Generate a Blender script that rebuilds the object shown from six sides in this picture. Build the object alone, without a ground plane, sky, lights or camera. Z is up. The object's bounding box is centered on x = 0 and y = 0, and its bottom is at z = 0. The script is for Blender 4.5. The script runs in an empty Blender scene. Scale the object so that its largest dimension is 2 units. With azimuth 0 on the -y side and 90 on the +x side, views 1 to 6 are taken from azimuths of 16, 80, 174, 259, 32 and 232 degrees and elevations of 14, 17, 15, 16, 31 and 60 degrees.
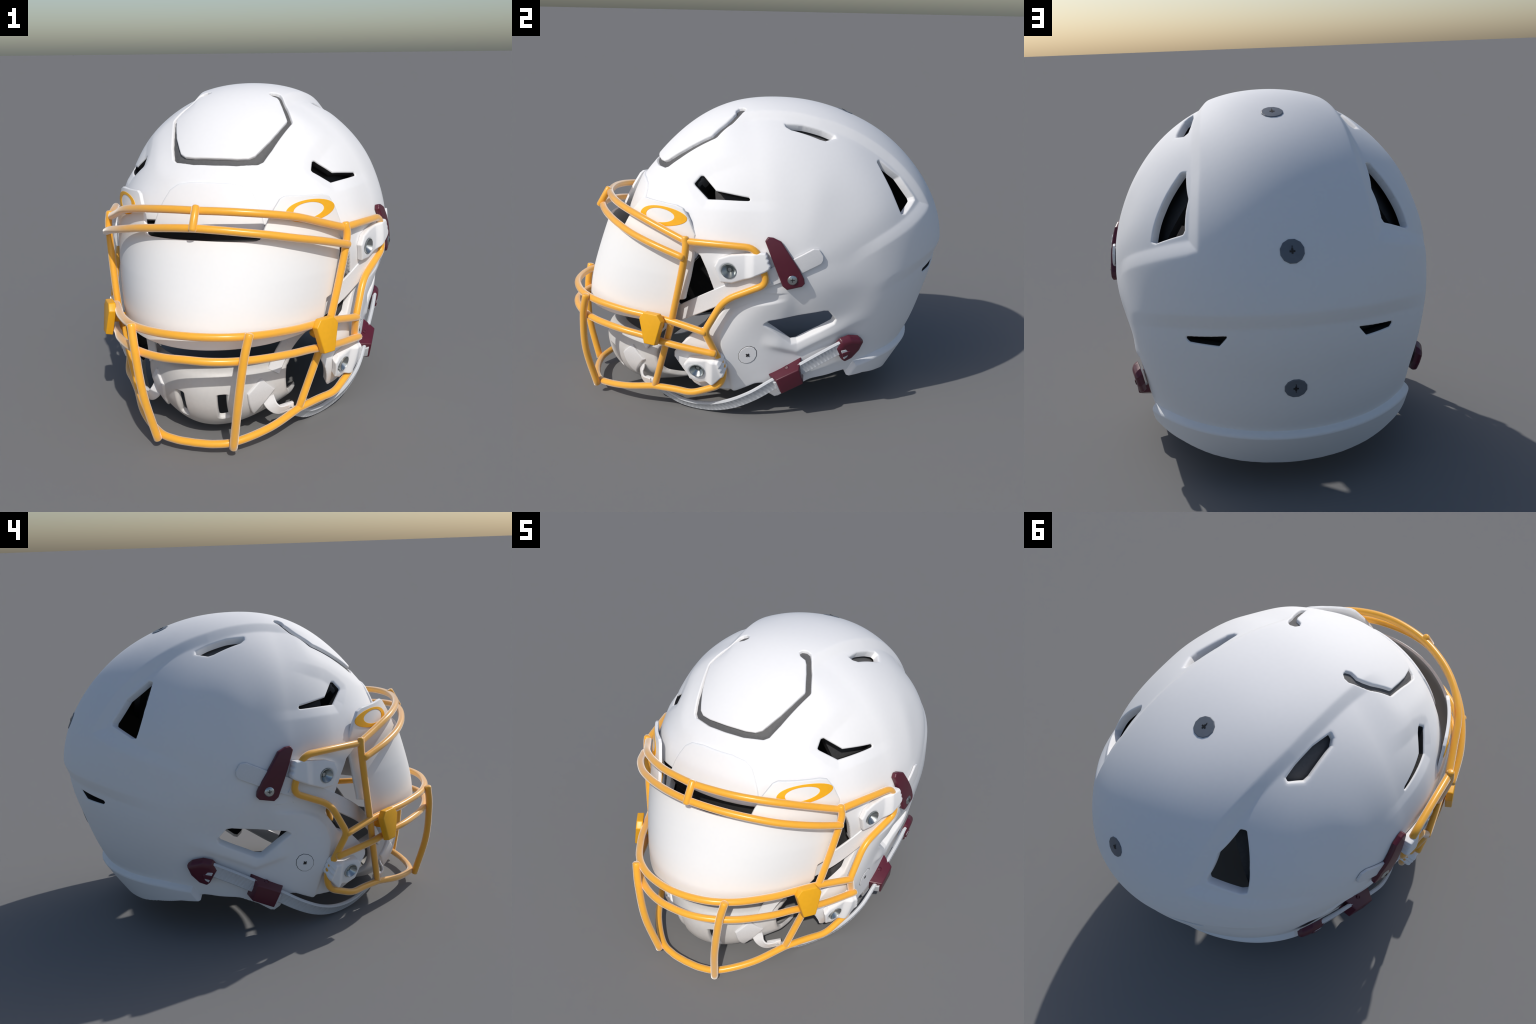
"""White football helmet with visor, yellow face mask, chin straps."""
import bpy
import math
import numpy as np

# ----------------------------------------------------------------------------
# Helmet shell as a star-shaped surface around a point between the ears.
# SECTIONS: one row per 15 degrees round the left-right axis (0 = rear, 90 = top,
# 180 = front, 270 = below); columns are radii from the mid-line out to the ear.
# ----------------------------------------------------------------------------
CENTRE = np.array([0.0, 0.08, 0.80])
PHI = np.array([0, 15, 30, 45, 60, 75, 90.0])
STEP = 15.0
TABLE = np.array([
    [0.933, 0.913, 0.837, 0.778, 0.719, 0.693, 0.687],
    [0.895, 0.887, 0.838, 0.778, 0.718, 0.693, 0.687],
    [0.851, 0.835, 0.804, 0.786, 0.726, 0.696, 0.687],
    [0.812, 0.796, 0.764, 0.761, 0.722, 0.698, 0.687],
    [0.767, 0.769, 0.751, 0.736, 0.720, 0.699, 0.687],
    [0.748, 0.753, 0.734, 0.729, 0.724, 0.700, 0.687],
    [0.738, 0.744, 0.739, 0.726, 0.715, 0.700, 0.687],
    [0.751, 0.753, 0.743, 0.734, 0.713, 0.699, 0.687],
    [0.753, 0.754, 0.731, 0.727, 0.711, 0.698, 0.687],
    [0.749, 0.749, 0.729, 0.705, 0.704, 0.695, 0.687],
    [0.763, 0.764, 0.747, 0.714, 0.699, 0.692, 0.687],
    [0.771, 0.772, 0.759, 0.741, 0.706, 0.690, 0.687],
    [0.804, 0.797, 0.770, 0.737, 0.698, 0.687, 0.687],
    [0.875, 0.862, 0.802, 0.719, 0.679, 0.684, 0.687],
    [0.957, 0.947, 0.876, 0.744, 0.681, 0.684, 0.687],
    [1.022, 1.015, 0.964, 0.825, 0.701, 0.685, 0.687],
    [1.056, 1.039, 0.954, 0.819, 0.694, 0.683, 0.687],
    [1.067, 1.046, 0.953, 0.819, 0.690, 0.678, 0.687],
    [1.061, 1.047, 0.971, 0.814, 0.660, 0.674, 0.687],
    [1.030, 1.019, 0.946, 0.792, 0.670, 0.677, 0.687],
    [0.973, 0.966, 0.921, 0.794, 0.690, 0.684, 0.687],
    [0.911, 0.888, 0.847, 0.782, 0.698, 0.687, 0.687],
    [0.894, 0.878, 0.835, 0.794, 0.700, 0.688, 0.687],
    [0.904, 0.889, 0.839, 0.795, 0.715, 0.691, 0.687],
])


def smooth(t):
    t = np.clip(t, 0, 1)
    return t * t * (3 - 2 * t)


def cubic_weights(t):
    return np.stack([-.5*t + t*t - .5*t**3, 1 - 2.5*t*t + 1.5*t**3,
                     .5*t + 2*t*t - 1.5*t**3, -.5*t*t + .5*t**3], -1)


def bspline_weights(t):
    return np.stack([(1-t)**3, 3*t**3 - 6*t*t + 4, -3*t**3 + 3*t*t + 3*t + 1, t**3], -1) / 6


def ramp(t, k=.10):
    """straight slope from 0 to 1 with softened corners"""
    return np.clip((np.sqrt(t*t + k*k) - np.sqrt((t-1)**2 + k*k) + 1) / 2, 0, 1)


def section_weights(d):
    """indices and weights into the flattened section table for unit directions d"""
    n_t, n_p = int(round(360 / STEP)), len(PHI)
    th = np.degrees(np.arctan2(d[:, 2], d[:, 1])) % 360
    ph = np.degrees(np.arcsin(np.clip(np.abs(d[:, 0]), 0, 1)))
    a = th / STEP
    i = np.floor(a).astype(int)
    wt = bspline_weights(a - i)
    b = ph / 15.0
    j = np.minimum(np.floor(b).astype(int), n_p - 2)
    wp = bspline_weights(b - j)
    idx, wgt = [], []
    for m in range(4):
        jj = j - 1 + m
        flip_low = jj < 0                       # mirror at the mid-line
        over = jj > n_p - 1                     # past the ear pole: opposite row
        jc = np.where(flip_low, -jj, np.where(over, 2*(n_p-1) - jj, jj))
        for q in range(4):
            ii = (i - 1 + q + np.where(over, n_t // 2, 0)) % n_t
            idx.append(ii * n_p + jc)
            wgt.append(wp[:, m] * wt[:, q])
    return np.stack(idx, -1), np.stack(wgt, -1)


def base_radius(d, table):
    idx, w = section_weights(d)
    return (table.reshape(-1)[idx] * w).sum(-1)


def polyline_side(p, pts):
    """distance to an open polyline and signed side (+ = left of travel)"""
    pts = np.asarray(pts, float)
    best = np.full(len(p), 9.0)
    sgn = np.ones(len(p))
    along = np.zeros(len(p))
    n = len(pts) - 1
    for k in range(n):
        a, b = pts[k], pts[k+1]
        e = b - a
        t = ((p - a) @ e) / (e @ e)
        lo = -1e9 if k == 0 else 0
        hi = 1e9 if k == n - 1 else 1
        tc = np.clip(t, lo, hi)
        q = a + tc[:, None] * e
        dist = np.hypot(p[:, 0]-q[:, 0], p[:, 1]-q[:, 1])
        cr = e[0]*(p[:, 1]-a[1]) - e[1]*(p[:, 0]-a[0])
        m = dist < best - 1e-9
        best[m] = dist[m]
        sgn[m] = np.sign(cr[m])
        along[m] = (k + np.clip(t, 0, 1))[m]
    return best * sgn, along


def polygon_sdf(p, poly):
    """signed distance to a closed 2D polygon, negative inside"""
    poly = np.asarray(poly, float)
    d2 = np.full(len(p), 1e9)
    inside = np.zeros(len(p), bool)
    n = len(poly)
    for k in range(n):
        a, b = poly[k], poly[(k+1) % n]
        e = b - a
        w = p - a
        t = np.clip((w @ e) / max(e @ e, 1e-12), 0, 1)
        q = w - t[:, None] * e
        d2 = np.minimum(d2, (q*q).sum(1))
        c = (a[1] > p[:, 1]) != (b[1] > p[:, 1])
        with np.errstate(divide='ignore', invalid='ignore'):
            xi = (b[0]-a[0]) * (p[:, 1]-a[1]) / (b[1]-a[1]) + a[0]
        inside ^= c & (p[:, 0] < xi)
    return np.where(inside, -1, 1) * np.sqrt(d2)


# crease lines (side projection y,z unless noted)
CROWN_EDGE_Y = [-.25, -.1, .08, .25, .42, .62, .81, .86]
CROWN_EDGE_X = [.190, .214, .246, .272, .284, .296, .320, .328]
REAR_CREASE = [(.86, 1.05), (.81, 1.015), (.681, .961), (.548, .910), (.431, .861), (.30, .785)]
STEP_Y = [.30, .46, .59, .83, .99]
STEP_Z = [.655, .70, .745, .800, .830]
BROW_CREASE = [(-.15, 1.35), (-.201, 1.33), (-.315, 1.278), (-.384, 1.229), (-.42, 1.191), (-.422, 1.171),
               (-.385, 1.112), (-.346, 1.080), (-.15, 1.092), (.10, 1.103)]
JAW_RIDGE = [(-.09, .440), (.003, .418), (.105, .384), (.23, .448), (.36, .503), (.50, .552)]
JAW_CREASE = [(.06, .660), (-.012, .646), (-.13, .625), (-.205, .587), (-.250, .533), (-.272, .46),
              (-.264, .383), (-.225, .27), (-.19, .10)]


def relief(P):
    """raised crown band, side panels, rear overhang, brow recess, jaw ridge (radial offset)"""
    ax, y, z = np.abs(P[:, 0]), P[:, 1], P[:, 2]
    yz = P[:, 1:]
    out = np.zeros(len(P))
    # side panels sunk below the crown band and the rear band
    xe = np.interp(y, CROWN_EDGE_Y, CROWN_EDGE_X)
    d1 = (ax - xe) / .046
    s, _ = polyline_side(yz, REAR_CREASE)
    d2 = -s / .055
    d = np.where((z > 1.1) & (y < .5), d1, np.minimum(d1, d2))
    fade = smooth((y + .30) / .22) * smooth((z - .70) / .15)
    low = smooth((.52 - y) / .24)              # the rear crease runs out towards the ear
    out -= .024 * (ramp(d)*(1 - low) + ramp(d1)*low) * (.25 + .75*smooth((z - .80) / .35)) * fade
    # overhang step round the back
    zu = np.interp(y, STEP_Y, STEP_Z)
    out -= .024 * ramp((zu - z) / .060) * smooth((y - .42) / .50) * smooth((z - .28) / .30)
    # sunk area round the brow vent
    s, _ = polyline_side(yz, BROW_CREASE)
    side = (z > .95) & (y < .3) & (ax > .25)
    out -= np.where(side, .012 * ramp(s / .045) * smooth((.08 - y) / .42)
                    * smooth((.04 - y - .9*(z - 1.22)) / .25), 0)
    # ridge under the jaw vent, strap channel below it
    s, al = polyline_side(yz, JAW_RIDGE)
    endf = smooth(al / 1.2) * smooth((5.0 - al) / 2.2)
    out += np.where(z < .75, endf * .016 * np.exp(-(s / np.where(s > 0, .045, .028))**2), 0)
    # sunk front of the jaw
    s, al = polyline_side(yz, JAW_CREASE)
    out -= np.where((z < .70) & (y < .1), .010 * smooth(-s / .022) * smooth((.05 - y) / .10), 0)
    return out


def shell_points(d, table, with_relief=True):
    r = base_radius(d, table)
    P = CENTRE + d * r[:, None]
    if with_relief:
        P = P + d * relief(P)[:, None]
    return P

# ------------------------------------------------------------------ outlines on the shell
# lower rim and face opening, side projection (y, z); the kept region is the polygon
RIM = [(-1.3, .985), (-.66, .982), (-.52, .945), (-.42, .902), (-.368, .866), (-.340, .800), (-.299, .681),
       (-.268, .625), (-.258, .598), (-.293, .550), (-.330, .492), (-.372, .471), (-.411, .452), (-.460, .398),
       (-.500, .340), (-.500, .315), (-.402, .166), (-.375, .146), (-.300, .136), (-.192, .136), (-.150, .158),
       (-.097, .186), (-.060, .190), (-.020, .118), (.008, .096), (.030, .102), (.093, .150), (.183, .193),
       (.254, .203), (.357, .224), (.46, .220), (.56, .200), (.63, .168), (.68, .154), (.75, .148), (1.3, .14),
       (1.3, 2.2), (-1.3, 2.2)]
BROW_VENT = [(-.343, 1.219), (-.353, 1.217), (-.383, 1.184), (-.382, 1.180), (-.328, 1.128), (-.148, 1.142), (-.144, 1.146), (-.148, 1.151), (-.292, 1.162)]
REAR_VENT = [(.551, 1.281), (.562, 1.283), (.673, 1.198), (.748, 1.094), (.750, 1.083), (.668, 1.037), (.650, 1.039), (.607, 1.155)]
JAW_VENT = [(-.060, .528), (-.040, .542), (.224, .586), (.245, .584), (.285, .535), (.278, .520), (.102, .427), (.076, .426)]
TOP_VENT = [(.319, .075), (.335, .077), (.353, .098), (.389, .240), (.390, .266), (.358, .322), (.346, .320), (.333, .265), (.319, .165)]
REAR_SLIT = [(.248, .729), (.392, .703), (.395, .696), (.384, .685), (.278, .688)]
# U-shaped groove round the flexible crown panel: (x, arc length over the crown), outer edge then inner edge
GROOVE_OUT = [(.146, .995), (.152, 1.015), (.172, 1.024), (.192, 1.018), (.212, .990), (.251, .918), (.291, .814), (.291, .800),
              (.265, .690), (.238, .578), (.213, .500), (.192, .480), (.100, .460), (-.10, .454)]
GROOVE_IN = [(-.10, .486), (.100, .491), (.148, .500), (.174, .520), (.192, .556), (.223, .626), (.248, .705), (.270, .788), (.270, .798),
             (.232, .897), (.208, .945), (.192, .966), (.176, .970), (.160, .976)]


def crown_uv(P):
    """x against arc length over the crown, for outlines near the top"""
    a = np.arctan2(P[:, 2] - .80, -(P[:, 1] - .08))
    return np.stack([np.abs(P[:, 0]), .78 * a], -1)


GROOVE = np.array(GROOVE_OUT + GROOVE_IN)
OUTER_U = np.array(GROOVE_OUT + [(-.10, .995)])


def holes(P):
    """distance to the nearest opening in the shell, negative inside an opening"""
    ax = np.abs(P[:, 0])
    yz = P[:, 1:]
    far = 1.0
    d = np.full(len(P), far)
    for poly, r in ((BROW_VENT, .003), (REAR_VENT, .004), (JAW_VENT, .006)):
        d = np.minimum(d, np.where(ax > .2, polygon_sdf(yz, poly) - r, far))
    xy = np.stack([ax, P[:, 1]], -1)
    d = np.minimum(d, np.where(P[:, 2] > 1.2, polygon_sdf(xy, TOP_VENT) - .002, far))
    xz = np.stack([ax, P[:, 2]], -1)
    d = np.minimum(d, np.where(P[:, 1] > .5, polygon_sdf(xz, REAR_SLIT) - .002, far))
    d = np.minimum(d, np.where((P[:, 2] > 1.05) & (P[:, 1] < .2), polygon_sdf(crown_uv(P), GROOVE), far))
    return d


def rim(P):
    return -polygon_sdf(P[:, 1:], RIM)


def panel_relief(P):
    """the crown panel stands proud of the shell in front of it"""
    ok = (P[:, 2] > 1.0) & (P[:, 1] < .1)
    d = polygon_sdf(crown_uv(P), OUTER_U)
    return np.where(ok, -.008 * smooth((d + .012) / .012) * smooth(1 - d / .10) * smooth((-.19 - P[:, 1]) / .12), 0)


# ------------------------------------------------------------------ mesh tools
def clip(D, F, field):
    """cut a triangle mesh (directions or 2D points D) where field < 0"""
    s = field.copy()
    s[np.abs(s) < 2e-5] = 0.0
    pos = s >= 0
    k = pos[F].sum(1)
    keep = F[k == 3]
    mixed = F[(k > 0) & (k < 3)]
    new_pts, cache, tris = [], {}, []
    n0 = len(D)

    def cut(a, b):
        key = (a, b) if a < b else (b, a)
        if key not in cache:
            t = s[key[0]] / (s[key[0]] - s[key[1]])
            cache[key] = n0 + len(new_pts)
            new_pts.append(D[key[0]] * (1 - t) + D[key[1]] * t)
        return cache[key]
    for tri in mixed:
        v = [int(q) for q in tri]
        poly = []
        for i in range(3):
            a, b = v[i], v[(i+1) % 3]
            if pos[a]:
                poly.append(a)
            if pos[a] != pos[b] and s[a] != 0 and s[b] != 0:
                poly.append(cut(a, b))
        for i in range(1, len(poly) - 1):
            tris.append((poly[0], poly[i], poly[i+1]))
    if new_pts:
        D = np.vstack([D, np.array(new_pts)])
    if tris:
        keep = np.vstack([keep, np.array(tris)])
    used = np.unique(keep)
    remap = np.full(len(D), -1)
    remap[used] = np.arange(len(used))
    return D[used], remap[keep]


def split(D, F, field):
    """put an edge line where field = 0 without removing anything"""
    if (field >= 0).all() or (field <= 0).all():
        return D, F
    Da, Fa = clip(D, F, field)
    Db, Fb = clip(D, F, -field)
    D = np.vstack([Da, Db])
    F = np.vstack([Fa, Fb + len(Da)])
    _, first, inv = np.unique(np.round(D * 2e6).astype(np.int64), axis=0, return_index=True, return_inverse=True)
    F = inv.reshape(-1)[F]
    ok = (F[:, 0] != F[:, 1]) & (F[:, 1] != F[:, 2]) & (F[:, 0] != F[:, 2])
    return D[first], F[ok]


def grid(u, v):
    U, V = np.meshgrid(u, v, indexing='ij')
    n, m = len(u), len(v)
    idx = np.arange(n*m).reshape(n, m)
    a, b, c, d = idx[:-1, :-1].ravel(), idx[1:, :-1].ravel(), idx[1:, 1:].ravel(), idx[:-1, 1:].ravel()
    F = np.vstack([np.stack([a, b, c], -1), np.stack([a, c, d], -1)])
    return np.stack([U.ravel(), V.ravel()], -1), F


def unit(v):
    v = np.asarray(v, float)
    return v / np.linalg.norm(v, axis=-1, keepdims=True)


def cube_sphere(n):
    s = np.linspace(-1, 1, n + 1)
    g, F = grid(s, s)
    t = np.tan(g * math.pi / 4)
    one = np.ones(len(t))
    Ds, Fs, off = [], [], 0
    for axis in range(3):
        for sg in (1, -1):
            c = [None, None, None]
            c[axis] = one * sg
            c[(axis+1) % 3] = t[:, 0]
            c[(axis+2) % 3] = t[:, 1]
            Ds.append(unit(np.stack(c, -1)))
            Fs.append((F if sg > 0 else F[:, ::-1]) + off)
            off += len(t)
    D, F = np.vstack(Ds), np.vstack(Fs)
    key = np.round(D * 1e5).astype(np.int64)
    _, first, inv = np.unique(key, axis=0, return_index=True, return_inverse=True)
    return D[first], inv.reshape(-1)[F]


def boundary_edges(F):
    e = np.vstack([F[:, [0, 1]], F[:, [1, 2]], F[:, [2, 0]]])
    key = np.sort(e, 1)
    _, inv, cnt = np.unique(key, axis=0, return_inverse=True, return_counts=True)
    return e[cnt[inv.reshape(-1)] == 1]


def slab(outer, inner, F):
    """closed body from two matching sheets; material 0 outside and rim, 1 inside"""
    n = len(outer)
    b = boundary_edges(F)
    quads = np.stack([b[:, 1], b[:, 0], b[:, 0] + n, b[:, 1] + n], -1)
    faces = [tuple(f) for f in F.tolist()] + [tuple(f) for f in quads.tolist()] + [tuple(f) for f in (F[:, ::-1] + n).tolist()]
    mats = [0]*(len(F) + len(quads)) + [1]*len(F)
    return np.vstack([outer, inner]), faces, mats


def make_object(name, verts, faces, material, parent=None, mats=None, sharp=35, smooth_shade=True):
    me = bpy.data.meshes.new(name)
    me.from_pydata([tuple(v) for v in np.asarray(verts, float)], [], [tuple(int(i) for i in f) for f in faces])
    ms = material if isinstance(material, (list, tuple)) else [material]
    for m in ms:
        me.materials.append(m)
    if mats is not None and len(ms) > 1:
        me.polygons.foreach_set('material_index', np.array(mats, dtype=np.int32))
    me.validate()
    me.update()
    if smooth_shade:
        me.polygons.foreach_set('use_smooth', [True]*len(me.polygons))
        me.set_sharp_from_angle(angle=math.radians(sharp))
    ob = bpy.data.objects.new(name, me)
    bpy.context.scene.collection.objects.link(ob)
    ob.parent = parent
    return ob


def mirrored(ob):
    """matching part on the other side, as its own mesh with flipped faces"""
    me = ob.data.copy()
    import bmesh
    bm = bmesh.new()
    bm.from_mesh(me)
    for v in bm.verts:
        v.co.x = -v.co.x
    bmesh.ops.reverse_faces(bm, faces=bm.faces)
    bm.to_mesh(me)
    bm.free()
    me.set_sharp_from_angle(angle=math.radians(35))
    o = bpy.data.objects.new(ob.name, me)
    bpy.context.scene.collection.objects.link(o)
    o.parent = ob.parent
    return o


def pair(ob, children=()):
    o = mirrored(ob)
    for c in children:
        cc = mirrored(c)
        cc.parent = o
    return o


def rounded(d, r):
    """quarter-circle edge profile: 0 at the edge, 1 at distance r"""
    t = np.clip(d / r, 0, 1)
    return np.sqrt(np.clip(1 - (1 - t)**2, 0, 1))


def shell_at(d):
    P0 = CENTRE + d * base_radius(d, TABLE)[:, None]
    return P0, P0 + d * (relief(P0) + panel_relief(P0))[:, None]


def patch(name, centre, half, n, field, outer, inner, material, parent, edge=.006, low=.25, flat=False):
    """a piece lying on the shell: field(P0) >= 0 inside; outer / inner are offsets from the shell"""
    c = unit(np.array(centre, float) - CENTRE)
    up = np.array([0, 0, 1.0]) if abs(c[2]) < .8 else np.array([0, 1.0, 0])
    e1 = unit(np.cross(up, c))
    e2 = np.cross(c, e1)
    half = half if isinstance(half, (tuple, list)) else (half, half)
    g, F = grid(np.linspace(-half[0], half[0], n), np.linspace(-half[1], half[1], int(n * half[1] / half[0])))

    def direction(g):
        return unit(c + g[:, :1]*e1 + g[:, 1:]*e2)

    def f(g):
        d = direction(g)
        return field(CENTRE + d * base_radius(d, TABLE)[:, None])
    g, F = clip(g, F, f(g))
    for level in (edge*.25, edge):
        g, F = split(g, F, f(g) - level)
    d = direction(g)
    P0, P = shell_at(d)
    depth = np.maximum(field(P0), 0)
    prof = low + (1 - low) * rounded(depth, edge)
    o = outer(P0) if callable(outer) else outer
    top = P + d * (inner + (o - inner) * prof)[:, None]
    bot = P + d * inner
    V, faces, mats = slab(top, bot, F)
    return make_object(name, V, faces, material, parent, mats, sharp=40)


def side_field(poly, r=0.0):
    return lambda P: np.where(P[:, 0] > 0, -(polygon_sdf(P[:, 1:], poly) - r), -1.0)


def fillet(pts, radius, seg=6):
    """round the corners of an open 3D polyline"""
    pts = [np.array(p, float) for p in pts]
    out = [pts[0]]
    for i in range(1, len(pts) - 1):
        a, b, c = pts[i-1], pts[i], pts[i+1]
        r = radius[i] if isinstance(radius, (list, tuple)) else radius
        la, lc = np.linalg.norm(a-b), np.linalg.norm(c-b)
        r1 = min(r, .48*la, .48*lc)
        p, q = b + (a-b)/la*r1, b + (c-b)/lc*r1
        for k in range(seg + 1):
            t = k / seg
            out.append((1-t)**2*p + 2*t*(1-t)*b + t*t*q)
    out.append(pts[-1])
    return np.array(out)


def spline(pts, per=8):
    pts = np.array(pts, float)
    P = np.vstack([2*pts[0]-pts[1], pts, 2*pts[-1]-pts[-2]])
    out = []
    for i in range(1, len(P) - 2):
        w = cubic_weights(np.arange(per) / per)
        out.append(w @ P[i-1:i+3])
    out.append(pts[-1:])
    return np.vstack(out)


def frames(path, ref=None):
    T = np.gradient(path, axis=0)
    T = unit(T)
    n = np.array([0, 0, 1.0]) if ref is None else np.array(ref, float)
    N = []
    for t in T:
        n = n - (n @ t) * t
        if np.linalg.norm(n) < 1e-3:
            n = np.cross(t, [1, .3, .2])
        n = unit(n)
        N.append(n)
    return T, np.array(N), np.cross(T, np.array(N))


def tube(name, path, radius, material, parent, sides=16, cap=.5):
    """round bar along a path with softened ends"""
    path = np.asarray(path, float)
    T, N, B = frames(path)
    r = np.broadcast_to(np.asarray(radius, float), (len(path),)).copy()
    # end caps: two shrinking rings beyond the ends
    ends0 = [(path[0] - T[0]*r[0]*cap*k, r[0]*s) for k, s in ((1, .45), (.75, .8))]
    ends1 = [(path[-1] + T[-1]*r[-1]*cap*k, r[-1]*s) for k, s in ((.75, .8), (1, .45))]
    cen = np.vstack([[e[0] for e in ends0], path, [e[0] for e in ends1]])
    rad = np.concatenate([[e[1] for e in ends0], r, [e[1] for e in ends1]])
    NN = np.vstack([N[:1], N[:1], N, N[-1:], N[-1:]])
    BB = np.vstack([B[:1], B[:1], B, B[-1:], B[-1:]])
    a = np.arange(sides) * 2 * math.pi / sides
    V = (cen[:, None] + rad[:, None, None]*(np.cos(a)[None, :, None]*NN[:, None] + np.sin(a)[None, :, None]*BB[:, None])).reshape(-1, 3)
    faces = []
    m = len(cen)
    for i in range(m - 1):
        for j in range(sides):
            k = (j+1) % sides
            faces.append((i*sides+j, i*sides+k, (i+1)*sides+k, (i+1)*sides+j))
    faces.append(tuple(range(sides))[::-1])
    faces.append(tuple((m-1)*sides + j for j in range(sides)))
    return make_object(name, V, faces, material, parent, sharp=50)


def lathe(name, origin, axis, profile, material, parent, sides=32):
    """profile: (radius, height) pairs turned round axis"""
    z = unit(axis)
    x = unit(np.cross([0, 0, 1.0] if abs(z[2]) < .9 else [1.0, 0, 0], z))
    y = np.cross(z, x)
    V, faces = [], []
    for r, h in profile:
        for k in range(sides):
            a = 2*math.pi*k/sides
            V.append(np.array(origin) + z*h + max(r, 1e-5)*(math.cos(a)*x + math.sin(a)*y))
    for i in range(len(profile) - 1):
        for k in range(sides):
            q = (k+1) % sides
            faces.append((i*sides+k, i*sides+q, (i+1)*sides+q, (i+1)*sides+k))
    return make_object(name, V, faces, material, parent, sharp=30)


def prism(name, pts2, origin, e1, e2, depth, material, parent, bevel=.004, taper=1.0):
    """polygon pts2 in the plane (e1, e2) at origin, pushed out along e1 x e2, edges rounded"""
    e1, e2 = unit(e1), unit(e2)
    nrm = np.cross(e1, e2)
    pts2 = np.array(pts2, float)
    c = pts2.mean(0)
    lo = [np.array(origin) + p[0]*e1 + p[1]*e2 for p in pts2]
    hi = [np.array(origin) + q[0]*e1 + q[1]*e2 + nrm*depth for q in c + (pts2 - c)*taper]
    n = len(pts2)
    faces = [tuple(range(n))[::-1], tuple(range(n, 2*n))] + [(i, (i+1) % n, n+(i+1) % n, n+i) for i in range(n)]
    ob = make_object(name, lo + hi, faces, material, parent, sharp=30)
    return bevelled(ob, bevel)


def bevelled(ob, width, segments=3):
    import bmesh
    bm = bmesh.new()
    bm.from_mesh(ob.data)
    bmesh.ops.recalc_face_normals(bm, faces=bm.faces)
    if width > 0:
        es = [e for e in bm.edges if len(e.link_faces) == 2 and e.calc_face_angle(0) > math.radians(25)]
        bmesh.ops.bevel(bm, geom=es, offset=width, segments=segments, profile=.6, affect='EDGES', clamp_overlap=True)
    bm.to_mesh(ob.data)
    bm.free()
    for p in ob.data.polygons:
        p.use_smooth = True
    ob.data.set_sharp_from_angle(angle=math.radians(40))
    return ob


def ribbon(name, path, outward, width, thick, material, parent, ribs=0, rib_height=.003, rib_range=(0, 1), corner=.3):
    """flat strap along a path; outward = rough outward direction per path point"""
    path = np.asarray(path, float)
    T = unit(np.gradient(path, axis=0))
    O = np.asarray(outward, float)
    O = unit(O - (O * T).sum(1)[:, None] * T)
    Wd = np.cross(T, O)
    w = np.broadcast_to(np.asarray(width, float), (len(path),)) / 2
    h = thick / 2
    c = corner * thick
    sec = []
    s = np.linspace(0, 1, len(path))
    tooth = np.zeros(len(path))
    if ribs:
        ph = (s * ribs) % 1
        tooth = np.where((s > rib_range[0]) & (s < rib_range[1]), np.where(ph < .72, 1.0, 0.0), 0) * rib_height
    for k, (p, o, d, ww, t) in enumerate(zip(path, O, Wd, w, tooth)):
        ring = [(-ww, -h + c), (-ww, h - c), (-ww + c, h), (-ww*.80, h), (-ww*.76, h - .0014*(ribs > 0) + t), (ww*.76, h - .0014*(ribs > 0) + t),
                (ww*.80, h), (ww - c, h), (ww, h - c), (ww, -h + c), (ww - c, -h), (-ww + c, -h)]
        sec.append([p + a*d + b*o for a, b in ring])
    m = len(sec[0])
    V = np.array(sec).reshape(-1, 3)
    faces = []
    for i in range(len(sec) - 1):
        for j in range(m):
            k = (j+1) % m
            faces.append((i*m+j, i*m+k, (i+1)*m+k, (i+1)*m+j))
    faces.append(tuple(range(m))[::-1])
    faces.append(tuple((len(sec)-1)*m + j for j in range(m)))
    ob = make_object(name, V, faces, material, parent, sharp=35)
    return bevelled(ob, 0)


# ------------------------------------------------------------------ materials
def principled(name, colour, rough=.4, grain=0.02, scale=60, bump=0.0, **extra):
    m = bpy.data.materials.new(name)
    m.use_nodes = True
    nt = m.node_tree
    bsdf = nt.nodes['Principled BSDF']
    tc = nt.nodes.new('ShaderNodeTexCoord')
    noise = nt.nodes.new('ShaderNodeTexNoise')
    noise.inputs['Scale'].default_value = scale
    noise.inputs['Detail'].default_value = 3
    nt.links.new(tc.outputs['Object'], noise.inputs['Vector'])
    ramp = nt.nodes.new('ShaderNodeValToRGB')
    ramp.color_ramp.elements[0].position = .3
    ramp.color_ramp.elements[1].position = .7
    ramp.color_ramp.elements[0].color = tuple(c*(1-grain) for c in colour) + (1,)
    ramp.color_ramp.elements[1].color = tuple(min(1, c*(1+grain)) for c in colour) + (1,)
    nt.links.new(noise.outputs['Fac'], ramp.inputs['Fac'])
    nt.links.new(ramp.outputs['Color'], bsdf.inputs['Base Color'])
    bsdf.inputs['Roughness'].default_value = rough
    for k, v in extra.items():
        bsdf.inputs[k.replace('_', ' ')].default_value = v
    if bump:
        b = nt.nodes.new('ShaderNodeBump')
        b.inputs['Strength'].default_value = bump
        b.inputs['Distance'].default_value = .002
        nt.links.new(noise.outputs['Fac'], b.inputs['Height'])
        nt.links.new(b.outputs['Normal'], bsdf.inputs['Normal'])
    return m


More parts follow.
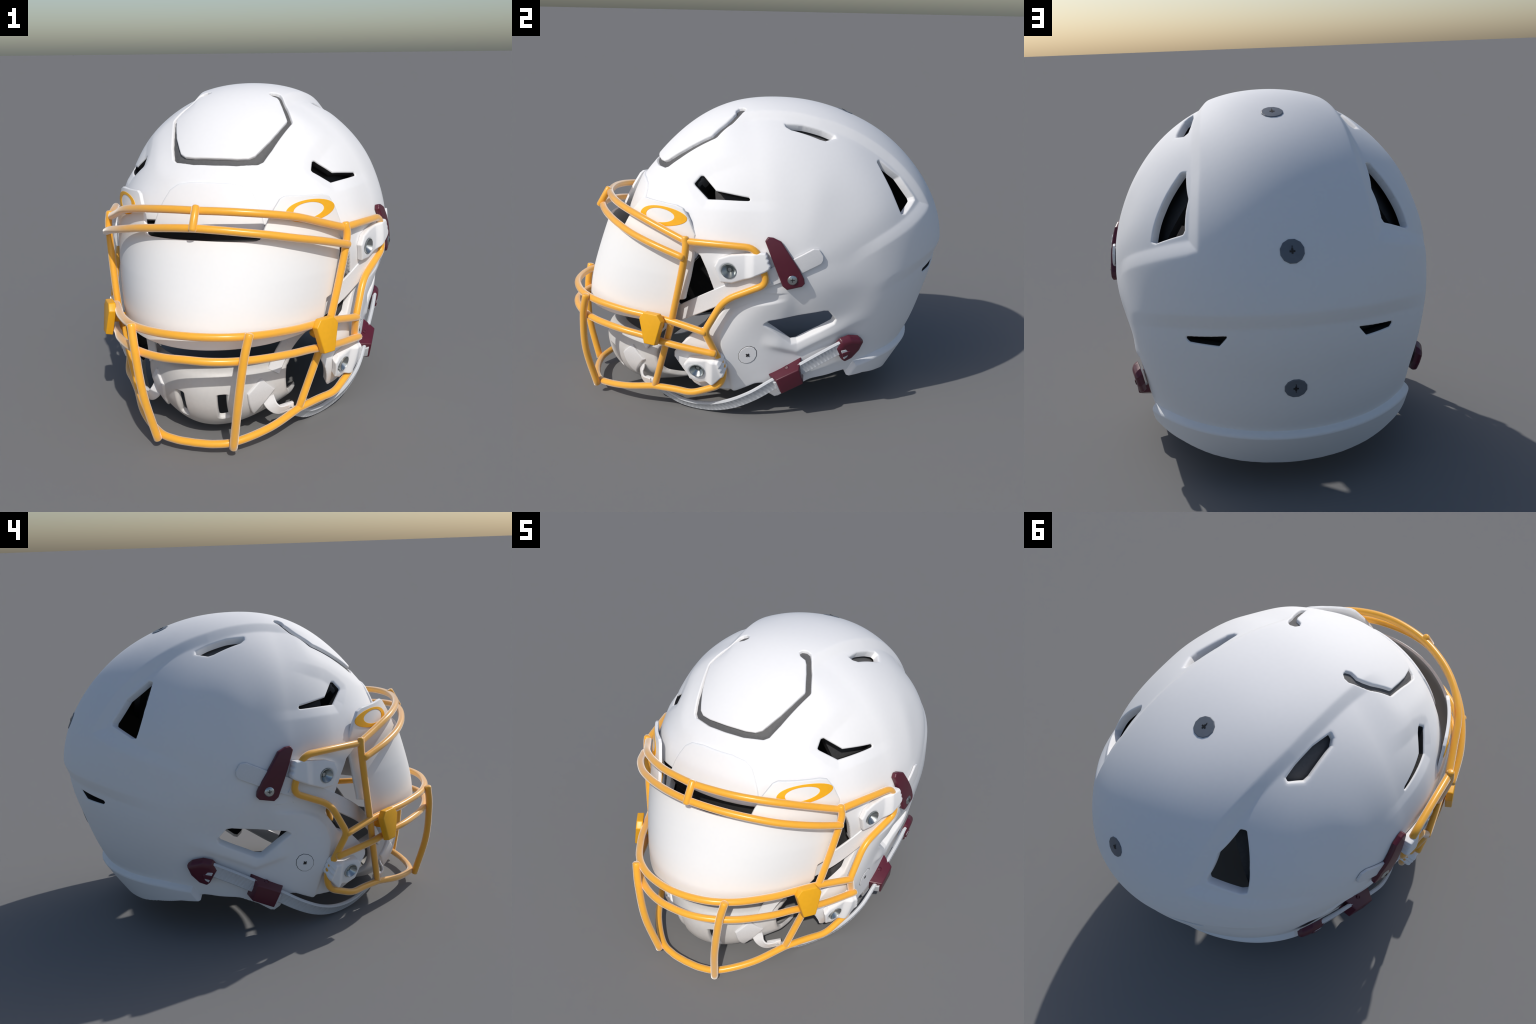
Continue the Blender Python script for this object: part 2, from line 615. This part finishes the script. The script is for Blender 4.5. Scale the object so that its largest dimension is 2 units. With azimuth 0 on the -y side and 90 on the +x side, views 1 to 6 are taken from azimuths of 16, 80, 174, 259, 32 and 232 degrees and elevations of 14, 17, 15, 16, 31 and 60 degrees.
WHITE = principled('white_shell_paint', (.86, .86, .87), .65, .006, Specular_IOR_Level=.2)
WHITE_PLASTIC = principled('white_plastic', (.86, .86, .87), .55, .006, Specular_IOR_Level=.3)
LENS = principled('white_visor', (.87, .87, .87), .6, .005, Specular_IOR_Level=.3)
STRAP = principled('white_strap', (.76, .76, .77), .55, .02, 150, .02)
RIBBED = principled('ribbed_strap_plastic', (.60, .62, .65), .35, .03, 120)
CUP = principled('off_white_cup', (.66, .65, .64), .5, .02)
BLACK = principled('black_liner', (.010, .010, .011), .7, .2)
GREY = principled('grey_crown_pad', (.105, .105, .107), .7, .08, 90, .2)
PAD = principled('dark_jaw_pad', (.030, .030, .032), .7, .15, 90, .2)
YELLOW = principled('yellow_coated_bar', (.93, .44, .03), .30, .015, 40, Sheen_Weight=1.0, Sheen_Roughness=.45)
GOLD = principled('yellow_plastic', (.86, .42, .012), .38, .02)
EMBLEM = principled('yellow_print', (.95, .47, .012), .5, .02)
MAROON = principled('maroon_plastic', (.095, .012, .027), .35, .05)
SCREW = principled('grey_cover_screw', (.13, .15, .18), .4, .05)
STEEL = principled('steel', (.50, .53, .53), .28, .05, Metallic=1.0)
DARK = principled('dark_gap', (.012, .012, .013), .6, .1)

# ------------------------------------------------------------------ the helmet
helmet = bpy.data.objects.new('football_helmet', None)
bpy.context.scene.collection.objects.link(helmet)
helmet['label'] = 'white football helmet with yellow face mask and visor'
helmet['category'] = 'football helmet'

# shell
D, F = cube_sphere(230)
for cut, field, level in ((clip, rim, 0), (clip, holes, 0), (split, holes, .0025), (split, holes, .007), (split, rim, .008)):
    P0 = CENTRE + D * base_radius(D, TABLE)[:, None]
    D, F = cut(D, F, field(P0) - level)
    D = unit(D)
P0, P = shell_at(D)
hd, rd = holes(P0), rim(P0)
top = np.where(P0[:, 2] > 1.2, polygon_sdf(np.stack([np.abs(P0[:, 0]), P0[:, 1]], -1), TOP_VENT), 1)
lip = .006 * (1 - rounded(hd, .007)) + .008 * (1 - rounded(np.maximum(top, 0), .018)) + .006 * (1 - rounded(rd, .008))
outer = P - D * lip[:, None]
wall = .036
inner = P - D * wall
V, faces, mats = slab(outer, inner, F)
edge = boundary_edges(F)
mid = (P0[edge[:, 0]] + P0[edge[:, 1]]) / 2
dark = ((np.abs(mid[:, 0]) > .2) & (np.abs(polygon_sdf(mid[:, 1:], BROW_VENT)) < .008)) | \
       ((mid[:, 1] > .5) & (np.abs(polygon_sdf(np.abs(mid[:, [0, 2]]), REAR_SLIT)) < .008))
for i in np.nonzero(dark)[0]:
    mats[len(F) + i] = 1
make_object('shell', V, faces, [WHITE, BLACK], helmet, mats, sharp=40)

# grey padding seen through the crown groove and vents
patch('crown_pad', (0, -.20, 1.45), 1.3, 170, lambda P: np.minimum(np.minimum(P[:, 2] - 1.12, .42 - P[:, 1]), .41 - np.abs(P[:, 0])),
      lambda P: -.016 - .034*smooth((P[:, 1] + .07) / .06), -.075, [GREY, BLACK], helmet)
# black padding behind the brow
patch('forehead_pad', (0, -.6, 1.0), (.75, .5), 60, lambda P: np.where(P[:, 1] < -.1, np.minimum(np.minimum(P[:, 2] - .86, 1.3 - P[:, 2]), .50 - np.abs(P[:, 0])), -1),
      -.042, -.105, [BLACK, BLACK], helmet, edge=.03)
# padding along the neck and in front of the ears
patch('neck_pad', (0, .8, .42), (1.3, .45), 60, lambda P: np.minimum(np.minimum(P[:, 2] - .30, .80 - P[:, 2]), P[:, 1] - .35),
      -.055, -.095, [BLACK, BLACK], helmet)
SIDE_PAD = [(-.42, 1.10), (-.30, .92), (.30, .86), (.80, .98), (.78, 1.12), (.55, 1.34), (.0, 1.36), (-.30, 1.27)]
pair(patch('side_pad', (.6, .15, 1.12), .85, 60, side_field(SIDE_PAD), -.070, -.110, [PAD, BLACK], helmet, edge=.02))
JAW_PAD = [(-.43, .33), (-.36, .20), (-.12, .20), (-.02, .35), (-.08, .46), (-.16, .62), (-.24, .66), (-.30, .52), (-.38, .46)]
pad = patch('jaw_pad', (.6, -.2, .45), .42, 60, side_field(JAW_PAD, .012), -.037, -.115, [PAD, PAD], helmet, edge=.03)
pair(pad)

# brow bumper and neck bumper
BROW_BUMPER = [(-.258, .945), (-.236, 1.02), (-.214, 1.065), (-.188, 1.108), (-.15, 1.134), (-.08, 1.146), (.08, 1.146), (.15, 1.134),
               (.188, 1.108), (.214, 1.065), (.236, 1.02), (.258, .945)]
patch('brow_bumper', (0, -.66, 1.05), (.42, .24), 110, lambda P: np.where(P[:, 1] < -.3, -polygon_sdf(P[:, [0, 2]], BROW_BUMPER), -1),
      .010, -.040, [WHITE_PLASTIC, WHITE_PLASTIC], helmet, edge=.010, low=.84)
NECK_BUMPER = [(.372, .212), (.412, .278), (.46, .285), (.548, .298), (.71, .298), (.83, .302), (1.3, .310), (1.3, .124), (.75, .134), (.68, .140),
               (.63, .154), (.56, .187), (.46, .212)]
patch('neck_bumper', (0, .7, .22), (1.6, .42), 340, lambda P: -polygon_sdf(P[:, 1:], NECK_BUMPER), .030, -.042,
      [WHITE_PLASTIC, BLACK], helmet, edge=.009, low=.75)

# ------------------------------------------------------------------ visor
def visor_y(x, z):
    h = z - .70
    return -.865 + .301*h + .157*h*h + .40*np.minimum(h, 0)**2 + .4*np.maximum(.05 - h, 0)*x**2 + (1.120 - .81*h)*x**2 + (1.70 - .248*h)*x**4


VISOR = [(0, .488), (.30, .490), (.415, .496), (.462, .508), (.482, .540), (.492, .626), (.515, .637), (.530, .75), (.536, .87),
         (.532, .960), (.512, 1.03), (.490, 1.078), (.470, 1.090), (.335, 1.100), (.318, 1.090), (.288, 1.03), (.268, .970), (.258, .930),
         (.240, .924), (0, .928)]


def visor_sheet(name, field, off, thick, material, parent, xr, zr, n, edge=.004):
    g, F = grid(np.linspace(xr[0], xr[1], n), np.linspace(zr[0], zr[1], max(8, int(n*(zr[1]-zr[0])/(xr[1]-xr[0])))))
    F = F[:, ::1]
    g, F = clip(g, F, field(g))
    for level in (edge*.3, edge):
        g, F = split(g, F, field(g) - level)
    x, z = g[:, 0], g[:, 1]
    P = np.stack([x, visor_y(x, z), z], -1)
    e = 1e-3
    nx = -(visor_y(x+e, z) - visor_y(x-e, z)) / (2*e)
    nz = -(visor_y(x, z+e) - visor_y(x, z-e)) / (2*e)
    nrm = -unit(np.stack([nx, np.ones_like(x), nz], -1))
    prof = .4 + .6*rounded(np.maximum(field(g), 0), edge)
    V, faces, mats = slab(P + nrm*(off + thick*prof)[:, None], P + nrm*off, F)
    ob = make_object(name, V, faces, material, parent, None, sharp=35)
    return ob


visor = visor_sheet('visor', lambda g: -(polygon_sdf(np.stack([np.abs(g[:, 0]), g[:, 1]], -1), VISOR + [(-.2, .928), (-.2, .488)]) - .002),
                    -.006, .014, LENS, helmet, (-.56, .56), (.46, 1.12), 240)


def ring_field(g):
    # arc length along the visor from the emblem centre
    s = (np.abs(g[:, 0]) - .424) * 1.48
    z = g[:, 1] - 1.030
    outer = 1 - np.hypot(s/.126, z/.047)
    inner = np.hypot((s + .006)/.078, (z - .002)/.033) - 1
    return np.minimum(outer*.047, inner*.033)


emblem = visor_sheet('emblem', lambda g: np.where(g[:, 0] > 0, ring_field(g), -1), .0078, .002, EMBLEM, visor, (.30, .56), (.96, 1.10), 150, edge=.001)
pair(emblem)

# ------------------------------------------------------------------ face mask
mask = bpy.data.objects.new('face_mask', None)
bpy.context.scene.collection.objects.link(mask)
mask.parent = helmet
R_BAR = .0174


def mirror_path(half):
    half = np.array(half, float)                # starts on the mid-line
    return np.vstack([(half*[-1, 1, 1])[:0:-1], half])


UPPER = [(0, -.787, 1.058), (.10, -.777, 1.057), (.20, -.752, 1.051), (.30, -.705, 1.039), (.40, -.632, 1.017), (.49, -.525, .974), (.567, -.430, .938)]
SECOND = [(0, -.827, .990), (.10, -.815, .985), (.20, -.786, .974), (.30, -.742, .959), (.40, -.676, .936), (.50, -.576, .906), (.585, -.450, .867)]
MIDDLE = [(0, -.976, .572), (.10, -.963, .570), (.20, -.927, .567), (.30, -.852, .560), (.40, -.722, .546), (.46, -.620, .538), (.52, -.515, .528), (.617, -.350, .498)]
LOWER = [(0, -.982, .470), (.10, -.968, .465), (.20, -.927, .460), (.30, -.856, .455), (.40, -.740, .444), (.46, -.636, .431), (.54, -.497, .409), (.622, -.304, .386)]
for pts in (UPPER, SECOND, MIDDLE, LOWER):
    tube('bar', spline(mirror_path(pts), 8), R_BAR, YELLOW, mask)
CHIN = [(.470, -.480, .134), (.396, -.590, .124), (.300, -.740, .088), (.180, -.855, .062), (.09, -.888, .054), (0, -.896, .053)]
SIDE = fillet([(.567, -.434, .940), (.682, -.119, .932), (.690, -.064, .757), (.630, -.263, .663), (.612, -.352, .500), (.596, -.290, .365),
               (.585, -.250, .285), (.577, -.268, .196), (.526, -.408, .137), (.470, -.480, .134), (.396, -.590, .124)],
              [0, .05, .045, .06, .03, .03, .06, .06, .05, .05, 0])
right = np.vstack([SIDE[:-1], spline(CHIN[1:], 8)])
left = (right * [-1, 1, 1])[::-1]
tube('bar', np.vstack([right, left[1:]]), R_BAR, YELLOW, mask)
for sx in (1, -1):
    m = np.array([sx, 1, 1])
    tube('bar', spline(np.array([(.569, -.436, .958), (.574, -.441, .865), (.519, -.502, .532), (.476, -.531, .390), (.396, -.588, .128)])*m, 6), R_BAR, YELLOW, mask)
    tube('bar', spline(np.array([(.2605, -.921, .582), (.240, -.940, .468), (.212, -.938, .270), (.174, -.890, .046)])*m, 8), R_BAR*1.06, YELLOW, mask, cap=.3)
tube('bar', [(0, -.795, 1.074), (0, -.818, 1.035), (0, -.845, .988)], R_BAR, YELLOW, mask)

# hexagonal badges with the stud behind them
bn = unit([.80, -.58, .12])
be1 = unit(np.cross([0, 0, 1.0], bn))
be2 = np.cross(bn, be1)
bc = np.array([.505, -.592, .488])
badge = prism('badge', [(-.066, .046), (-.040, .080), (.040, .080), (.066, .046), (.034, -.080), (-.030, -.080)], bc, be1, be2, .034, GOLD, mask, .005, .96)
stud = tube('stud', [bc - bn*.075, bc - bn*.05, bc + bn*.005], [.017, .024, .024], GOLD, mask, sides=8, cap=.2)
pair(badge)
pair(stud)

# ------------------------------------------------------------------ clamps that hold the mask
def shell_point(y, z):
    """point and normal of the shell where the side projection is (y, z)"""
    x = .6
    for _ in range(25):
        d = unit(np.array([[x, y, z]]) - CENTRE)
        x += (shell_at(d)[1][0] - np.array([x, y, z]))[0]
        q = shell_at(unit(np.array([[x, y, z]]) - CENTRE))[1][0]
        x = x + .0
    e = .01
    pts = []
    for dy, dz in ((0, 0), (e, 0), (0, e)):
        xx = x
        for _ in range(12):
            d = unit(np.array([[xx, y+dy, z+dz]]) - CENTRE)
            xx += (shell_at(d)[1][0][0] - xx)
        pts.append(np.array([xx, y+dy, z+dz]))
    n = unit(np.cross(pts[1]-pts[0], pts[2]-pts[0]))
    return pts[0], (n if n[0] > 0 else -n)


def clamp(poly, bolt_yz, bar_y, height, wrap):
    def field(P):
        f = side_field(poly, .006)(P)
        hole = np.hypot(P[:, 1]-bolt_yz[0], P[:, 2]-bolt_yz[1]) - .032
        return np.minimum(f, hole)
    c = shell_point(*bolt_yz)
    ob = patch('mask_clamp', c[0], .30, 130, field, lambda P: height + wrap*smooth((P[:, 1] - bar_y + .075) / .05), .002, [WHITE_PLASTIC, WHITE_PLASTIC], helmet, edge=.010, low=.7)
    n = c[1]
    o = c[0] + n*(height - .024)
    bolt = lathe('bolt', o, n, [(.0, .0), (.009, .0), (.010, .004), (.011, -.001), (.0325, .023), (.034, .026), (.0365, .0255), (.0365, -.01)], STEEL, ob, 14)
    pair(ob, [bolt])


UP_CLAMP = [(-.288, .828), (-.270, .866), (-.225, .884), (-.150, .894), (-.090, .902), (-.072, .902), (-.066, .892), (-.068, .881), (-.060, .872), (-.062, .860),
            (-.053, .849), (-.056, .836), (-.070, .826), (-.140, .790), (-.215, .758), (-.262, .758)]
clamp(UP_CLAMP, (-.232, .815), -.090, .029, .022)
LOW_CLAMP = [(-.432, .310), (-.415, .334), (-.340, .346), (-.290, .366), (-.268, .368), (-.258, .356), (-.260, .345), (-.250, .334), (-.252, .322), (-.241, .310),
             (-.244, .296), (-.256, .282), (-.290, .240), (-.360, .218), (-.405, .238)]
clamp(LOW_CLAMP, (-.376, .285), -.262, .036, .032)

# ------------------------------------------------------------------ upper chin strap, its clip
STRAP_POLY = [(.153, .921), (.181, .917), (.201, .884), (.200, .862), (.191, .846), (.097, .804), (-.002, .760), (-.10, .718), (-.10, .806), (-.031, .841), (.059, .877)]
s1 = patch('chin_strap', (.69, .05, .84), .34, 110, side_field(STRAP_POLY), .013, .003, [STRAP, STRAP], helmet, edge=.004)
UP_PATH = spline([(.678, -.060, .796), (.655, -.130, .757), (.625, -.205, .712), (.585, -.285, .665), (.520, -.380, .600), (.440, -.460, .535), (.365, -.530, .465), (.315, -.592, .385), (.288, -.635, .310)], 8)
out = np.stack([np.interp(np.linspace(0, 1, len(UP_PATH)), [0, .4, 1], v) for v in ([1, .95, .6], [-.25, -.45, -.8], [.1, .12, .35])], -1)
s2 = ribbon('chin_strap', UP_PATH, out, np.interp(np.linspace(0, 1, len(UP_PATH)), [0, .5, 1], [.084, .080, .060]), .012, STRAP, helmet)
CLIP = [(-.069, .958), (-.059, .973), (-.038, .971), (-.004, .955), (.028, .906), (.080, .826), (.103, .780), (.106, .760), (.095, .747), (.030, .735), (.012, .750), (-.030, .856)]
c1 = patch('strap_clip', (.69, .02, .86), .25, 100, side_field(CLIP, .005), .026, .004, [MAROON, MAROON], helmet, edge=.007, low=.5)
p, n = shell_point(.052, .778)
screw = lathe('screw', p + n*.019, n, [(.024, 0), (.0245, .005), (.021, .009), (.012, .0120), (0, .013)], STEEL, c1, 24)
slots = []
for a in (0, 1):
    t = unit(np.cross(n, [0, 0, 1.0]))
    b = np.cross(n, t)
    u, w = (t, b) if a else (b, t)
    slots.append(prism('screw_slot', [(-.010, -.0018), (.010, -.0018), (.010, .0018), (-.010, .0018)], p + n*.0305, u, np.cross(n, u), .002, DARK, c1, 0))
pair(s1)
pair(s2)
pair(c1, [screw] + slots)

# ------------------------------------------------------------------ ribbed lower strap, buckle and hook
LOW_PATH = spline([(.610, .330, .388), (.610, .230, .336), (.604, .130, .278), (.602, .060, .240), (.600, -.010, .200), (.583, -.115, .132), (.536, -.225, .070), (.470, -.335, .034),
                   (.410, -.450, .040), (.366, -.550, .090), (.346, -.605, .130)], 40)
s = np.linspace(0, 1, len(LOW_PATH))
out = np.stack([np.interp(s, [0, .5, .75, 1], v) for v in ([1, .90, .70, .6], [.05, -.20, -.55, -.5], [-.22, -.45, -.60, -.5])], -1)
low = ribbon('ribbed_strap', LOW_PATH, out, np.interp(s, [0, .6, .9, 1], [.072, .068, .052, .030]), .020, RIBBED, helmet, ribs=62, rib_height=.0011, rib_range=(.01, .88))
pair(low)


def box(name, corners, material, parent, bevel):
    f = [(0, 1, 2, 3), (7, 6, 5, 4), (0, 4, 5, 1), (1, 5, 6, 2), (2, 6, 7, 3), (3, 7, 4, 0)]
    return bevelled(make_object(name, corners, f, material, parent), bevel)


buckle = box('buckle', [(.566, -.038, .246), (.646, -.004, .240), (.630, .028, .156), (.548, .028, .148),
                        (.566, .138, .342), (.646, .108, .290), (.632, .136, .206), (.545, .156, .216)], MAROON, helmet, .006)
tongue = box('buckle_tongue', [(.600, -.016, .212), (.632, -.012, .220), (.624, .016, .166), (.590, .012, .158),
                               (.600, .020, .230), (.636, .022, .236), (.620, .045, .182), (.590, .045, .176)], RIBBED, buckle, .003)
p = np.array([.599, .057, .283])
hn = unit([.70, -.30, .62])
hole = lathe('rivet', p, hn, [(.0115, -.004), (.0115, .004), (.0085, .0055), (.0075, .003), (0, .003)], MAROON, buckle, 20)
pair(buckle, [tongue, hole])
HOOK = [(.424, .428), (.405, .444), (.355, .454), (.312, .442), (.288, .404), (.322, .338), (.336, .326), (.372, .342), (.408, .384)]
hook = patch('strap_hook', (.6, .35, .39), .22, 90, side_field(HOOK, .002), .052, .016, [MAROON, MAROON], helmet, edge=.022, low=.35)
HOOK_NOTCH = [(.306, .402), (.330, .405), (.350, .385), (.340, .362), (.326, .352)]
notch = patch('hook_window', (.6, .33, .38), .10, 40, side_field(HOOK_NOTCH), .0536, .040, [RIBBED, RIBBED], hook, edge=.002, low=.9)
bar = patch('hook_bar', (.6, .33, .38), .10, 40, side_field([(.312, .388), (.352, .398), (.350, .378), (.318, .366)]), .0566, .040, [MAROON, MAROON], hook, edge=.003, low=.9)
pair(hook, [notch, bar])

# ------------------------------------------------------------------ cover screws
def disc_field(c, r, sides=12):
    c = np.array(c)

    def f(P):
        q = P - c
        # flat distance in the tangent plane, faceted outline
        n = unit(c - CENTRE)
        q = q - (q @ n)[:, None]*n
        t = unit(np.cross([0, 0, 1.0], n))
        b = np.cross(n, t)
        a = np.arctan2(q @ b, q @ t)
        rr = np.linalg.norm(q, axis=1)
        seg = 2*math.pi/sides
        am = (a + seg/2) % seg - seg/2
        return r - rr*np.cos(am)/math.cos(seg/2)*math.cos(seg/2)
    return f


def cross_slot(c, size, off, material, parent):
    n = unit(np.array(c) - CENTRE)
    t = unit(np.cross([0, 0, 1.0], n))
    b = np.cross(n, t)
    for k, (u, w) in enumerate(((t, b), (b, t))):
        prism('cross_slot', [(-size, -size*.34), (size, -size*.34), (size, size*.34), (-size, size*.34)],
              np.array(c) + n*(off + .0005*k), u, np.cross(n, u), .003, material, parent, 0)


for y, z, in ((.448, 1.473), (.935, 1.036), (.905, .516)):
    d = unit(np.array([[0, y, z]]) - CENTRE)
    c = shell_at(d)[1][0]
    ring = patch('cover_screw', c, .10, 60, disc_field(c, .0425), .0035, -.004, [SCREW, SCREW], helmet, edge=.003, low=.7)
    cross_slot(c, .010, .0015, DARK, ring)
    n = unit(c - CENTRE)
    up = unit(np.cross(n, [1.0, 0, 0]))
    prism('screw_groove', [(-.020, -.0012), (.020, -.0012), (.020, .0012), (-.020, .0012)], c + n*.0028, up, np.cross(n, up), .0015, DARK, ring, 0)
p, n = shell_point(-.140, .362)
gap = patch('screw_gap', p, .10, 60, disc_field(p, .0440), .0006, -.004, [DARK, DARK], helmet, edge=.001, low=.9)
disc = patch('cover_screw', p, .10, 60, disc_field(p, .0418), .0022, -.004, [WHITE, WHITE], helmet, edge=.0015, low=.7)
pair(gap)
pair(disc)
for sx in (1, -1):
    for k in (0, 1):
        t = unit(np.cross(n, [0, .6, .8] if k else [0, .8, -.6]))
        q, nn, t = p*[sx, 1, 1], n*[sx, 1, 1], t*[sx, 1, 1]
        prism('cross_slot', [(-.010, -.0034), (.010, -.0034), (.010, .0034), (-.010, .0034)], q + nn*(.0003 + .0005*k), t, np.cross(nn, t), .003, DARK, helmet, 0)

# ------------------------------------------------------------------ chin cup
CUP_PROFILE = [(-.726, .364), (-.766, .357), (-.803, .342), (-.819, .313), (-.825, .270), (-.821, .225), (-.804, .168), (-.773, .114), (-.728, .068), (-.684, .044), (-.645, .038)]
CUP_RISE = [-.25, -.25, -.20, -.15, -.05, .05, .20, .45, .75, .90, .95]


def cup_surface(x, t):
    prof = spline(CUP_PROFILE, 8)
    rise = spline(np.stack([CUP_RISE, CUP_RISE], -1), 8)[:, 0]
    s = np.linspace(0, 1, len(prof))
    y = np.interp(t, s, prof[:, 0]) + 2.25*x*x
    z = np.interp(t, s, prof[:, 1]) + np.interp(t, s, rise)*x*x
    return np.stack([x, y, z], -1)


def cup_normal(x, t):
    e = 1e-3
    tc = np.clip(t, e, 1 - e)
    a = cup_surface(x + e, tc) - cup_surface(x - e, tc)
    b = cup_surface(x, tc + e) - cup_surface(x, tc - e)
    n = unit(np.cross(b, a))
    return np.where(n[:, 1:2] < 0, n, np.where(n[:, 2:3] < -.2, n, -n)) if False else n


def cup_piece(name, field, off, thick, material, parent, xr, tr, n, edge=.012):
    g, F = grid(np.linspace(xr[0], xr[1], n), np.linspace(tr[0], tr[1], n//2))
    g, F = clip(g, F, field(g))
    for level in (edge*.3, edge):
        g, F = split(g, F, field(g) - level)
    P = cup_surface(g[:, 0], g[:, 1])
    N = cup_normal(g[:, 0], g[:, 1])
    if (N[:, 1].mean() > 0):
        N = -N
    prof = .3 + .7*rounded(np.maximum(field(g), 0), edge)
    V, faces, mats = slab(P + N*(off + thick*prof)[:, None], P + N*off, F)
    ob = make_object(name, V, faces, material, parent, None, sharp=40)
    return bevelled(ob, 0)


def cup_slot(g):
    p = np.stack([np.abs(g[:, 0]), g[:, 1]], -1)
    return polygon_sdf(p, [(.093, .47), (.106, .47), (.101, .69), (.086, .69)]) - .012


def cup_field(g):
    ax, t = np.abs(g[:, 0]), g[:, 1]
    body = np.minimum(np.minimum(.336 - ax, t*.55), (1 - t)*.55)
    return np.minimum(body, cup_slot(g))


cup = cup_piece('chin_cup', cup_field, -.022, .024, CUP, helmet, (-.342, .342), (0, 1), 150)
BAND = [(.196, .48), (.243, .335), (.286, .50), (.200, .73)]
band = cup_piece('cup_strap', lambda g: -(polygon_sdf(g, BAND) - .004), .001, .012, STRAP, cup, (.17, .31), (.30, .78), 60, edge=.006)
tail_path = spline([(.262, -.645, .185), (.285, -.652, .150), (.315, -.640, .128), (.350, -.605, .128)], 8)
tail = ribbon('cup_strap', tail_path, np.tile([.4, -.8, -.3], (len(tail_path), 1)), np.linspace(.062, .040, len(tail_path)), .010, STRAP, cup)
keeper = box('strap_keeper', [(.318, -.640, .145), (.372, -.588, .150), (.372, -.588, .112), (.318, -.640, .108), (.308, -.622, .145), (.360, -.572, .150), (.360, -.572, .112), (.308, -.622, .108)], STRAP, cup, .005)
for o in (band, tail, keeper):
    pair(o)
